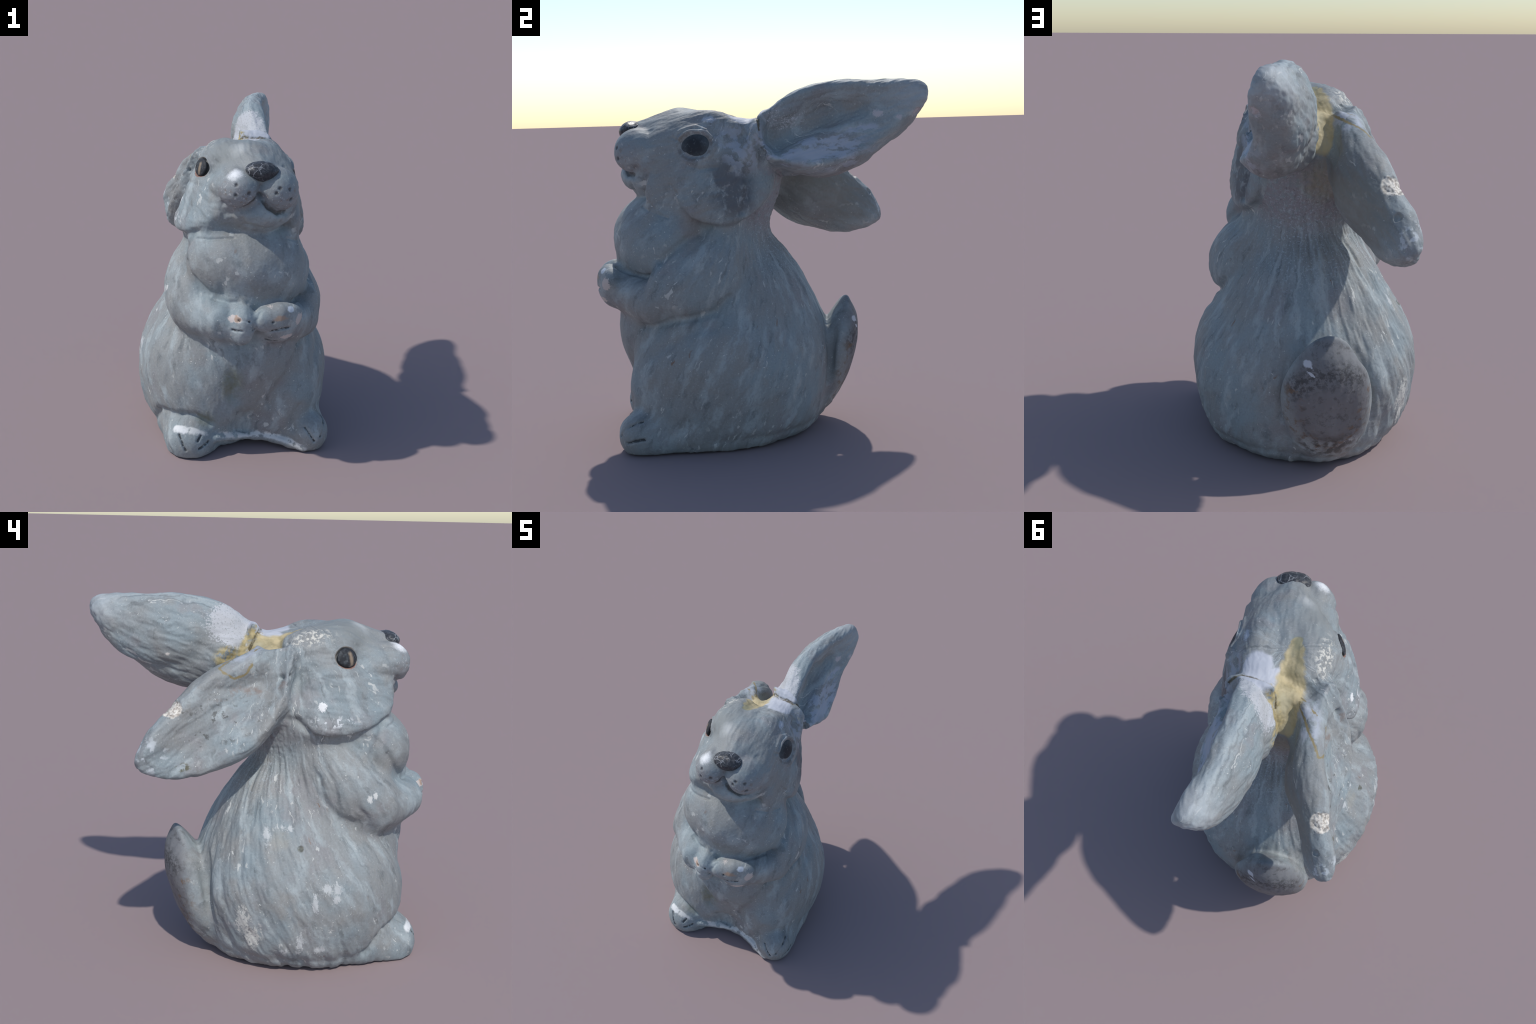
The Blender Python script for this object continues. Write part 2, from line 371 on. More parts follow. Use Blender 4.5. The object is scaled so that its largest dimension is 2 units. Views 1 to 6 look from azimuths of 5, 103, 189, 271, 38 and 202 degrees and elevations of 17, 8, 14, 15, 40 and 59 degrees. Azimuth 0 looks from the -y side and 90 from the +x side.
CREASES = [
    # edges of the two muzzle pads, and the mouth corners below them
    ([(-0.005, -0.774, 1.602), (-0.050, -0.765, 1.559), (-0.110, -0.743, 1.529), (-0.165, -0.727, 1.531), (-0.217, -0.695, 1.548)], .020, .014),
    ([(-0.217, -0.695, 1.548), (-0.242, -0.665, 1.587), (-0.238, -0.640, 1.645), (-0.184, -0.617, 1.731)], .026, .013),
    ([(-0.000, -0.774, 1.602), (0.047, -0.760, 1.542), (0.098, -0.717, 1.500), (0.155, -0.692, 1.506), (0.205, -0.690, 1.540)], .020, .014),
    ([(0.205, -0.690, 1.540), (0.235, -0.639, 1.611), (0.215, -0.618, 1.672), (0.165, -0.606, 1.733)], .026, .012),
    ([(-0.003, -0.760, 1.720), (-0.003, -0.769, 1.677), (-0.007, -0.776, 1.637), (-0.003, -0.774, 1.602)], .022, .022),
    ([(-0.106, -0.737, 1.470), (-0.072, -0.740, 1.432), (-0.014, -0.744, 1.423), (0.070, -0.700, 1.410), (0.106, -0.692, 1.463)], .018, .012),
    # right cheek over the shoulder, back of the right arm, right foot
    ([(-0.347, -0.068, 1.375), (-0.368, -0.110, 1.324), (-0.389, -0.240, 1.285), (-0.381, -0.462, 1.310), (-0.334, -0.588, 1.366)], .020, .016),
    ([(-0.387, -0.177, 1.068), (-0.395, -0.177, 0.991), (-0.431, -0.232, 0.918), (-0.447, -0.294, 0.854), (-0.450, -0.377, 0.825)], .030, .012),
    ([(-0.424, -0.678, 0.233), (-0.529, -0.552, 0.224), (-0.539, -0.500, 0.158), (-0.535, -0.437, 0.094)], .022, .018),
    ([(-0.352, -0.557, 1.331), (-0.381, -0.495, 1.182), (-0.402, -0.524, 1.106)], .022, .012),    # belly between the thighs
    ([(-0.275, -0.700, 0.700), (-0.206, -0.761, 0.640), (-0.158, -0.790, 0.570), (-0.120, -0.800, 0.480), (-0.130, -0.778, 0.400)], .032, .016),
    ([(0.270, -0.700, 0.660), (0.225, -0.745, 0.560), (0.180, -0.765, 0.460), (0.130, -0.770, 0.370), (0.110, -0.755, 0.300)], .030, .012),
    ([(0.300, -0.760, 0.290), (0.265, -0.770, 0.230), (0.262, -0.765, 0.150)], .024, .014),
    ([(-0.015, -0.905, 0.985), (-0.017, -0.905, 0.930), (-0.020, -0.890, 0.850), (-0.022, -0.860, 0.790)], .012, .010),
    ([(0.420, -0.639, 0.542), (0.452, -0.551, 0.609), (0.465, -0.457, 0.662), (0.471, -0.310, 0.696)], .034, .010),
    ([(0.256, -0.655, 0.672), (0.366, -0.517, 0.714), (0.421, -0.392, 0.744), (0.425, -0.282, 0.771), (0.425, -0.200, 0.840)], .022, .020),
    ([(0.285, -0.075, 1.500), (0.309, -0.076, 1.425), (0.322, -0.116, 1.299)], .024, .018),
    ([(0.190, -0.658, 1.330), (0.240, -0.626, 1.310), (0.310, -0.524, 1.277)], .009, .008),
    ([(0.166, -0.814, 1.012), (0.238, -0.744, 0.976), (0.269, -0.665, 0.954), (0.279, -0.609, 0.973)], .011, .018),
    ([(0.340, -0.556, 1.038), (0.350, -0.501, 1.096), (0.320, -0.421, 1.157), (0.280, -0.365, 1.174)], .022, .018),
    ([(-0.335, -0.599, 1.323), (-0.279, -0.662, 1.336), (-0.218, -0.692, 1.349), (-0.141, -0.705, 1.360)], .010, .008),
    ([(-0.388, -0.582, 1.179), (-0.368, -0.630, 1.106), (-0.322, -0.672, 1.066), (-0.269, -0.710, 1.025)], .020, .010),
    ([(-0.256, -0.739, 1.005), (-0.180, -0.824, 1.012), (-0.071, -0.829, 0.997), (-0.014, -0.804, 0.963)], .012, .010),
    ([(-0.406, -0.685, 0.249), (-0.333, -0.722, 0.253), (-0.276, -0.752, 0.226), (-0.247, -0.764, 0.207)], .022, .022),
    ([(-0.319, -0.062, 1.604), (-0.290, 0.006, 1.586), (-0.257, 0.120, 1.569), (-0.280, 0.234, 1.494), (-0.290, 0.328, 1.447)], .034, .010),
    ([(-0.337, 0.019, 1.520), (-0.307, 0.126, 1.480), (-0.314, 0.242, 1.411), (-0.313, 0.355, 1.332), (-0.307, 0.429, 1.266)], .026, .010),
    ([(-0.256, 0.110, 1.575), (-0.262, 0.230, 1.543), (-0.269, 0.346, 1.548)], .018, .008),
    ([(-0.285, -0.003, 1.597), (-0.313, -0.056, 1.607)], .010, .020),
    ([(0.317, -0.405, 1.556), (0.328, -0.344, 1.536), (0.330, -0.252, 1.541)], .012, .006),
    ([(0.242, -0.444, 1.737), (0.240, -0.396, 1.758), (0.244, -0.350, 1.765), (0.263, -0.296, 1.748), (0.294, -0.268, 1.701)], .010, -.007),
    ([(0.244, -0.480, 1.707), (0.268, -0.446, 1.686)], .009, .008),
    ([(-0.331, -0.177, 1.592), (-0.336, -0.303, 1.593), (-0.325, -0.388, 1.604), (-0.307, -0.461, 1.606)], .016, .006),
    ([(-0.094, -0.727, 1.429), (-0.031, -0.744, 1.423), (0.082, -0.696, 1.412)], .012, .008),
    ([(0.313, -0.509, 1.456), (0.338, -0.465, 1.398)], .006, .004),
]


def unit(v):
    v = np.array(v, float)
    return v / np.linalg.norm(v)


def eye_axes(e):
    n = unit(e['out'])
    a = unit(np.cross((0, 0, 1), n))
    return a, np.cross(n, a), n


def relief(V, N, W):
    d = np.zeros(len(V))
    x, y, z = V.T
    # fur combed down and forward over the body, backwards over the head, along the ears
    # (round the body the strokes run down and swing forward, so they are laid out by
    # the angle about the upright axis, not by x and y)
    phi = np.arctan2(x, -(y + .2))
    phi = phi - .75 * np.sin(phi) * (z - .5)
    rx, ry = .5 * np.sin(phi), .5 * np.cos(phi)
    wx = .014 * lattice_noise(V * 6, 3) + .006 * lattice_noise(V * 15, 4)
    def combed(across, along, seed):
        out = np.zeros(len(V))
        for w, u, v, s in ((1 - W['head'] - W['earL'] - W['earR'], None, None, 0), (W['head'], .5, -.25, 1), (W['earL'], .3, -.3, 2), (W['earR'], -.5, .6, 3)):
            m = w > .01
            X, Y, Z, w_ = x[m], y[m], z[m], wx[m]
            if u is None:
                p = np.stack([(rx[m] + w_) * across, (ry[m] + w_) * across, Z * along], -1)
            else:
                p = np.stack([(X + w_) * across, (Y + u * Z) * along, (Z + v * Y + w_) * across], -1)
            out[m] += w[m] * lattice_noise(p, seed + s)
        return out
    right = np.clip(.5 - x * 2.5, 0, 1)
    strength = .70 + .30 * right
    strength = strength * (1 - .7 * W['neck'])
    muzzle = np.exp(-(((x) / .26) ** 2 + ((y + .72) / .13) ** 2 + ((z - 1.63) / .14) ** 2) ** 2)
    strength = strength * (1 - .85 * muzzle) * (1 - .5 * W['tail']) * (1 - .35 * W['head']) * (1 - .45 * W['earR'])
    coarse = combed(17, 4.2, 10)
    ruff = np.exp(-((x / .33) ** 2 + ((y + .75) / .2) ** 2 + ((z - 1.15) / .2) ** 2))
    belly = np.clip((-.55 - y) * 8, 0, 1) * np.clip((.85 - z) * 8, 0, 1)
    strength = strength * (1 - .65 * belly) * (1 - .4 * ruff)
    d += strength * ((.004 + .005 * right) * (coarse - .35 * np.abs(coarse)) + .0060 * combed(30, 7.0, 20))
    d += strength * .0030 * combed(58, 12, 30)
    d += (1 - .7 * muzzle) * (.0060 * lattice_noise(V * 5.5, 41) + .0022 * lattice_noise(V * 12, 42))
    d += .0005 * lattice_noise(V * 60, 43) + .0005 * lattice_noise(V * 110, 44)
    # rough plaster on the back of the neck
    plaster = W['neck'] * np.clip((y + .15) * 6, 0, 1)
    d += plaster * (.004 * np.abs(lattice_noise(V * 30, 45)) + .003 * lattice_noise(V * 55, 46))
    for pts, width, depth in CREASES:
        d -= depth * np.exp(-(line_distance(V, pts) / width) ** 2)
    for pts in TOE_SLITS:
        d -= .011 * np.exp(-(line_distance(V, pts) / .007) ** 2)
    for pts in MOUTH:
        d -= .009 * np.exp(-(line_distance(V, pts) / .010) ** 2)
    d -= .014 * np.exp(-(line_distance(V, PHILTRUM) / .013) ** 2)
    for p in WHISKER_DOTS:
        d -= .008 * np.exp(-(np.linalg.norm(V - p, axis=1) / .010 + .25 * lattice_noise(V * 70, 57)) ** 2)
    seam = line_distance(V, EAR_SEAM)
    d -= (.009 + .004 * lattice_noise(V * 20, 50)) * np.exp(-(seam / .008) ** 2)
    d -= .008 * np.exp(-(seam / .035) ** 2) * np.clip((z - 1.74) * 12, 0, 1)
    # chips in the hanging ear and the raised ear
    for c, r, depth in (((-.268, .575, 1.450), .055, .011), ((-.257, .701, 1.342), .022, .010), ((-.325, .535, 1.160), .020, .009),
                        ((.388, .838, 1.800), .030, .008), ((-.175, -.058, 1.766), .014, .007), ((-.498, -.060, .726), .016, .007)):
        s = np.linalg.norm(V - c, axis=1) / r + .28 * lattice_noise(V * 45, 51)
        m = np.clip((1.05 - s) / .25, 0, 1)
        d -= m * (depth + .35 * depth * lattice_noise(V * 70, 52))
    # eye sockets: a shallow round seat with a raised lid
    for side, e in EYES.items():
        a, b, n = eye_axes(e)
        p = V - e['at']
        r = np.sqrt(((p @ a) / e['size'][0]) ** 2 + ((p @ b) / e['size'][1]) ** 2)
        r[np.abs(p @ n) > .12] = 9
        d -= .014 * np.exp(-(np.maximum(r - .80, 0) / .16) ** 2)
        up = np.clip((p @ b) / e['size'][1], -1, 1)
        d += (.008 + .005 * up) * np.exp(-((r - 1.17) / .13) ** 2)
    return V + N * d[:, None]


def relax(V, Q, rounds):
    """even out the mesh so that no sliver sticks up in a crease"""
    for _ in range(rounds):
        S, n = np.zeros_like(V), np.bincount(Q.ravel(), minlength=len(V)) * 2
        for i in range(4):
            for j in ((i + 1) % 4, (i + 3) % 4):
                for k in range(3):
                    S[:, k] += np.bincount(Q[:, i], V[Q[:, j], k], len(V))
        V = .5 * V + .5 * S / n[:, None]
    return V


def on_skin(pts, sink=0.):
    """slide a line onto the figure's skin (and a little below it)"""
    P = settle(np.array(pts, float), 14)
    g = gradient(P)
    P = P - sink * g / np.linalg.norm(g, axis=1, keepdims=True)
    return [tuple(map(float, p)) for p in P]


CREASES = [(on_skin(p), w, d) for p, w, d in CREASES]
TOE_SLITS = [on_skin(p) for p in TOE_SLITS]
MOUTH = [on_skin(p) for p in MOUTH]
PHILTRUM = on_skin(PHILTRUM)
WHISKER_DOTS = on_skin(WHISKER_DOTS)
EAR_SEAM = on_skin(EAR_SEAM)
V, Q = surface_net((-.66, -1.0, -.03), (.62, 1.02, 2.06), .0198)
V, Q = subdivide(V, Q)
V = settle(V, 2)
V, Q = subdivide(V, Q)
V = settle(V, 1)
V = relax(V, Q, 2)
D = in_chunks(region_distances, V)
soft = np.exp(-(D - D.min(1, keepdims=True)) / .025)
soft /= soft.sum(1, keepdims=True)
WEIGHT = {r: soft[:, i] for i, r in enumerate(REGIONS)}
N = normals_of(V, Q)
for _ in range(2):
    N = relax(N, Q, 1)
V = relief(V, N / np.maximum(np.linalg.norm(N, axis=1, keepdims=True), 1e-9), WEIGHT)
V[:, 2] = np.maximum(V[:, 2], 0)
N = normals_of(V, Q)
TOE_PAINT = [on_skin(p, .009) for p in TOE_SLITS]
MOUTH_PAINT = [on_skin(p, .014) for p in MOUTH]
DOT_PAINT = on_skin(WHISKER_DOTS, .006)
YELLOW = on_skin([(-.055, -.235, 1.845), (-.050, -.18, 1.83), (-.048, -.11, 1.79), (-.046, -.04, 1.765), (-.042, .02, 1.745), (-.038, .06, 1.72), (-.036, .10, 1.67), (-.036, .135, 1.60)], .005)
LOOP = on_skin(LOOP, .002)
SEAM_PAINT = on_skin(EAR_SEAM, .008)
face_region = D[Q].mean(1).argmin(1)

# ------------------------------------------------------------------ paint


class Paint:
    """builds one material out of masks laid on the rabbit's own coordinates"""

    def __init__(self, name):
        self.mat = bpy.data.materials.new(name)
        self.mat.use_nodes = True
        self.t = self.mat.node_tree
        self.bsdf = self.t.nodes['Principled BSDF']
        self.P = self.node('ShaderNodeTexCoord').outputs['Object']
        self.fine = self.warp(22, .022, 2)
        self.tight = self.warp(60, .007, 2)

    def node(self, kind, **props):
        n = self.t.nodes.new(kind)
        for k, v in props.items():
            setattr(n, k, v)
        return n

    def put(self, socket, value):
        if isinstance(value, bpy.types.NodeSocket):
            self.t.links.new(value, socket)
        else:
            socket.default_value = value

    def math(self, op, a, b=0., clamp=False):
        n = self.node('ShaderNodeMath', operation=op, use_clamp=clamp)
        self.put(n.inputs[0], a)
        self.put(n.inputs[1], b)
        return n.outputs[0]

    def vec(self, op, a, b=(0, 0, 0), scale=None, out='Vector'):
        n = self.node('ShaderNodeVectorMath', operation=op)
        self.put(n.inputs[0], a)
        if scale is not None:
            self.put(n.inputs['Scale'], scale)
        else:
            self.put(n.inputs[1], b)
        return n.outputs[out]

    def noise(self, vec, scale, detail=3, rough=.55, out='Fac'):
        n = self.node('ShaderNodeTexNoise')
        self.put(n.inputs['Vector'], vec)
        n.inputs['Scale'].default_value = scale
        n.inputs['Detail'].default_value = detail
        n.inputs['Roughness'].default_value = rough
        return n.outputs[out]

    def warp(self, scale, amount, detail):
        c = self.vec('SUBTRACT', self.noise(self.P, scale, detail, out='Color'), (.5, .5, .5))
        return self.vec('ADD', self.P, self.vec('SCALE', c, scale=amount * 2))

    def ramp(self, v, lo, hi):
        n = self.node('ShaderNodeMapRange', interpolation_type='SMOOTHSTEP')
        self.put(n.inputs['Value'], v)
        n.inputs['From Min'].default_value, n.inputs['From Max'].default_value = lo, hi
        return n.outputs['Result']

    def blob(self, centre, radius, edge=.25, where=None, ragged=0.):
        r = radius if isinstance(radius, tuple) else (radius,) * 3
        p = self.vec('DIVIDE', self.vec('SUBTRACT', where or self.fine, centre), r)
        d = self.vec('LENGTH', p, out='Value')
        if ragged:
            d = self.math('ADD', d, self.math('MULTIPLY', self.math('SUBTRACT', self.frayed, .5), ragged))
        return self.ramp(d, 1 + edge, 1 - edge)

    def stroke(self, pts, width, edge=.3, where=None):
        P, best = where or self.tight, None
        for a, b in zip(pts[:-1], pts[1:]):
            ab = np.array(b) - np.array(a)
            pa = self.vec('SUBTRACT', P, tuple(a))
            h = self.math('MULTIPLY', self.vec('DOT_PRODUCT', pa, tuple(ab), out='Value'), float(1 / (ab @ ab)), clamp=True)
            q = self.node('ShaderNodeVectorMath', operation='SCALE')
            q.inputs[0].default_value = tuple(ab)
            self.t.links.new(h, q.inputs['Scale'])
            dist = self.vec('DISTANCE', pa, q.outputs['Vector'], out='Value')
            best = dist if best is None else self.math('MINIMUM', best, dist)
        return self.ramp(best, width * (1 + edge), width * (1 - edge))

    def any_of(self, masks):
        out = masks[0]
        for m in masks[1:]:
            out = self.math('MAXIMUM', out, m)
        return out

    def times(self, *m):
        out = m[0]
        for k in m[1:]:
            out = self.math('MULTIPLY', out, k)
        return out

    def mix(self, fac, a, b):
        n = self.node('ShaderNodeMix', data_type='RGBA')
        self.put(n.inputs['Factor'], fac)
        for s, v in ((n.inputs[6], a), (n.inputs[7], b)):
            self.put(s, v if isinstance(v, bpy.types.NodeSocket) else (*v, 1))
        return n.outputs[2]

    def finish(self, colour, rough, height, strength=.25, distance=.004):
        self.put(self.bsdf.inputs['Base Color'], colour)
        self.put(self.bsdf.inputs['Roughness'], rough)
        self.bsdf.inputs['Specular IOR Level'].default_value = .35
        b = self.node('ShaderNodeBump')
        b.inputs['Strength'].default_value = strength
        b.inputs['Distance'].default_value = distance
        self.put(b.inputs['Height'], height)
        self.t.links.new(b.outputs['Normal'], self.bsdf.inputs['Normal'])
        return self.mat


BLUE, LIGHT, GREY, DARK = (.246, .297, .318), (.375, .424, .438), (.258, .271, .271), (.125, .140, .148)
WHITE = (.66, .67, .66)
SOOT, RUST, MOSS = (.030, .032, .036), (.20, .10, .055), (.16, .165, .085)


def weathered(name):
    """the grey-blue paint that covers every part, with its streaks and flecks"""
    m = Paint(name)
    s = m.node('ShaderNodeSeparateXYZ')
    m.t.links.new(m.fine, s.inputs[0])
    turn = m.math('ARCTAN2', s.outputs['X'], m.math('SUBTRACT', -.2, s.outputs['Y']))
    lean = m.math('MULTIPLY', m.math('SINE', turn), m.math('MULTIPLY', m.math('SUBTRACT', s.outputs['Z'], .5), .75))
    turn = m.math('SUBTRACT', turn, lean)
    c = m.node('ShaderNodeCombineXYZ')
    for sock, v in zip(c.inputs, (m.math('MULTIPLY', m.math('SINE', turn), .5), m.math('MULTIPLY', m.math('COSINE', turn), .5), m.math('MULTIPLY', s.outputs['Z'], .38))):
        m.put(sock, v)
    comb = m.comb = c.outputs[0]
    m.frayed = m.math('ADD', m.math('MULTIPLY', m.noise(comb, 95, 3, .7), .6), m.math('MULTIPLY', m.noise(m.P, 150, 3, .75), .4))
    col = m.mix(m.ramp(m.noise(m.P, 3.2, 3), .34, .60), BLUE, GREY)
    col = m.mix(m.times(m.ramp(m.noise(m.P, 4.1, 3, .6), .52, .68), .7), col, (.248, .245, .252))
    col = m.mix(m.times(m.ramp(m.noise(comb, 13, 4, .6), .48, .70), .80), col, LIGHT)
    col = m.mix(m.times(m.ramp(m.noise(comb, 21, 4, .65), .53, .72), .65), col, DARK)
    col = m.mix(m.times(m.ramp(m.noise(m.P, 6.5, 4, .6), .54, .70), .35), col, (.272, .262, .243))
    grain = m.noise(m.P, 90, 3, .7)
    col = m.mix(m.times(m.ramp(grain, .52, .70), .22), col, (.42, .46, .48))
    col = m.mix(m.times(m.ramp(grain, .46, .32), .25), col, DARK)
    # bare primer showing in combed flecks and pin-pricks
    patchy = m.ramp(m.noise(m.P, 4.5, 2), .46, .62)
    fleck = m.times(m.ramp(m.noise(comb, 46, 2, .5), .64, .69), patchy)
    pin = m.times(m.ramp(m.noise(m.P, 75, 2, .5), .675, .72), m.ramp(m.noise(m.P, 7, 2), .40, .60))
    m.fleck = m.any_of([fleck, pin])
    col = m.mix(m.times(m.fleck, .8), col, (.55, .56, .54))
    rusty = m.times(m.ramp(m.noise(comb, 30, 2, .5), .72, .76), m.ramp(m.noise(m.P, 3.6, 1), .52, .66))
    col = m.mix(m.times(rusty, .7), col, RUST)
    m.col, m.grain = col, grain
    return m


def lay(m, mask, colour, amount=1.):
    """one coat of colour over the coats below; the next coat waits for this one"""
    m.col = m.mix(m.times(mask, amount) if amount < 1 else mask, m.col, colour)
    wait = m.vec('SCALE', m.col, scale=1e-7)
    m.tight, m.fine = m.vec('ADD', m.tight, wait), m.vec('ADD', m.fine, wait)


def done(m):
    rough = m.math('ADD', .50, m.math('MULTIPLY', m.grain, .22))
    h = m.math('ADD', m.grain, m.math('MULTIPLY', m.fleck, .35))
    return m.finish(m.col, rough, h)


def paint_torso():
    m = weathered('weathered_body_paint')
    # pale plaster over the nape, speckled on the shoulders
    nape = m.times(m.blob((.07, .02, 1.36), (.36, .24, .19), .45), m.ramp(m.noise(m.P, 34, 4, .65), .36, .56))
    lay(m, nape, (.275, .265, .285), .85)
    lay(m, m.times(m.blob((.07, .02, 1.36), (.36, .24, .19), .45), m.ramp(m.noise(m.P, 42, 4, .75), .58, .70)), (.12, .12, .13), .7)
    lay(m, m.times(m.blob((.07, .02, 1.36), (.36, .24, .19), .45), m.ramp(m.noise(m.P, 70, 3, .7), .56, .68)), (.42, .42, .45), .7)
    lay(m, m.times(m.blob((.05, .14, 1.13), (.36, .26, .24), .6), m.ramp(m.noise(m.P, 95, 2), .57, .66)), (.40, .45, .50), .8)
    lay(m, m.times(m.blob((-.05, .10, 1.42), (.10, .08, .12), .5), m.noise(m.P, 30, 3)), (.33, .29, .19), .9)
    # worn white patches on the right flank
    spots = [((-.600, -.178, .525), .024), ((-.603, -.236, .524), .024), ((-.613, -.230, .472), .018), ((-.603, -.112, .448), (.03, .016, .045)),
             ((-.575, -.158, .173), .022), ((-.560, -.048, .221), (.03, .018, .05)), ((-.514, .016, .165), .022),
             ((-.399, .100, .776), (.03, .016, .05)), ((-.400, .046, .816), .014), ((-.412, .017, .821), .012), ((-.426, -.022, .816), .014)]
    lay(m, m.any_of([m.blob(c, r, .35, m.tight, 6.5) for c, r in spots]), (.52, .54, .545), .8)
    streak = m.times(m.any_of([m.blob((-.447, .236, .325), (.05, .032, .080), .3, m.tight, 5.), m.blob((-.455, .184, .225), (.05, .034, .065), .3, m.tight, 5.)]),
                     m.ramp(m.noise(m.P, 75, 3), .34, .46))
    lay(m, streak, (.60, .60, .56), .9)
    lay(m, m.blob((-.498, -.060, .726), .018, .3, m.tight), (.11, .11, .085), .8)
    lay(m, m.times(m.blob((-.44, .04, .76), (.05, .05, .05), .4), m.noise(m.P, 20, 2)), (.33, .32, .28), .8)
    lay(m, m.times(m.any_of([m.blob((-.130, -.785, .47), (.06, .06, .10), .6), m.blob((-.27, -.73, .24), (.05, .05, .05), .6)]), m.noise(m.P, 40, 3)), MOSS, .9)
    ledge = [(-.442, -.736, .176), (-.317, -.799, .178), (-.229, -.793, .150), (-.077, -.715, .100), (.055, -.700, .092), (.165, -.725, .080), (.255, -.775, .060), (.330, -.810, .036)]
    lay(m, m.times(m.stroke(ledge, .020, .35), m.ramp(m.noise(m.P, 26, 4), .36, .50)), WHITE, .9)
    lay(m, m.times(m.stroke([(-.448, -.728, .170), (-.405, -.765, .178)], .020, .5), m.ramp(m.noise(m.P, 40, 3), .30, .42)), (.72, .73, .73))
    # worn paws
    worn = [((-.153, -.915, .940), (.038, .05, .020)), ((-.180, -.91, .930), (.02, .05, .018)), ((.231, -.883, .913), (.030, .04, .034)),
            ((.164, -.915, .817), (.045, .05, .016)), ((.055, -.874, .970), .026)]
    lay(m, m.any_of([m.blob(c, r, .12, m.tight, 2.2) for c, r in worn]), (.56, .50, .47), .95)
    lay(m, m.any_of([m.blob((-.150, -.915, .943), .018, .3), m.blob((.104, -.921, .940), (.04, .05, .015), .4)]), (.40, .27, .19), .8)
    lay(m, m.blob((.170, -.887, .978), (.022, .03, .018), .2, m.tight), (.55, .60, .66))
    lay(m, m.any_of([m.blob((-.491, -.443, .969), (.03, .014, .020), .3, m.tight, 4.), m.blob((-.487, -.477, .985), (.03, .012, .017), .3, m.tight, 4.)]), (.60, .61, .60))
    yellow_filler(m)
    lay(m, m.times(m.any_of([m.stroke(p, .0075, .6) for p in TOE_PAINT]), m.ramp(m.noise(m.P, 50, 2), .36, .50)), SOOT, .85)
    return done(m)


def paint_tail():
    m = weathered('weathered_tail_paint')
    back = m.blob((-.02, .58, .42), (.24, .16, .40), .2)
    lay(m, back, (.155, .152, .160), .85)
    lay(m, m.times(back, m.ramp(m.noise(m.P, 26, 4, .7), .50, .66)), (.085, .083, .085), .7)
    lay(m, m.times(back, m.ramp(m.noise(m.P, 33, 4, .7), .60, .70)), (.25, .25, .26), .6)
    band = m.times(m.stroke([(.150, .50, .50), (.069, .549, .559), (.005, .564, .570), (-.062, .566, .580), (-.130, .545, .545)], .055, .7), m.ramp(m.noise(m.P, 45, 4, .7), .42, .58))
    lay(m, band, (.055, .055, .058), .8)
    rim = m.times(m.stroke([(.159, .488, .469), (.166, .451, .353), (.123, .445, .260), (.03, .43, .17), (-.09, .44, .18), (-.17, .47, .32), (-.19, .50, .46)], .05, .7), m.ramp(m.noise(m.P, 24, 4, .65), .50, .64))
    lay(m, rim, (.165, .105, .065), .75)
    lay(m, m.times(m.blob((-.02, .42, .17), (.15, .10, .08), .6), m.ramp(m.noise(m.P, 22, 3), .42, .58)), (.06, .055, .05), .8)
    lay(m, m.any_of([m.blob((.099, .535, .628), (.022, .03, .018), .2, m.tight), m.blob((.055, .525, .655), .010, .3, m.tight),
                     m.stroke([(.100, .54, .592), (.070, .548, .572)], .006, .3), m.stroke([(.080, .54, .615), (.062, .545, .590)], .005, .3)]), (.50, .52, .56))
    return done(m)


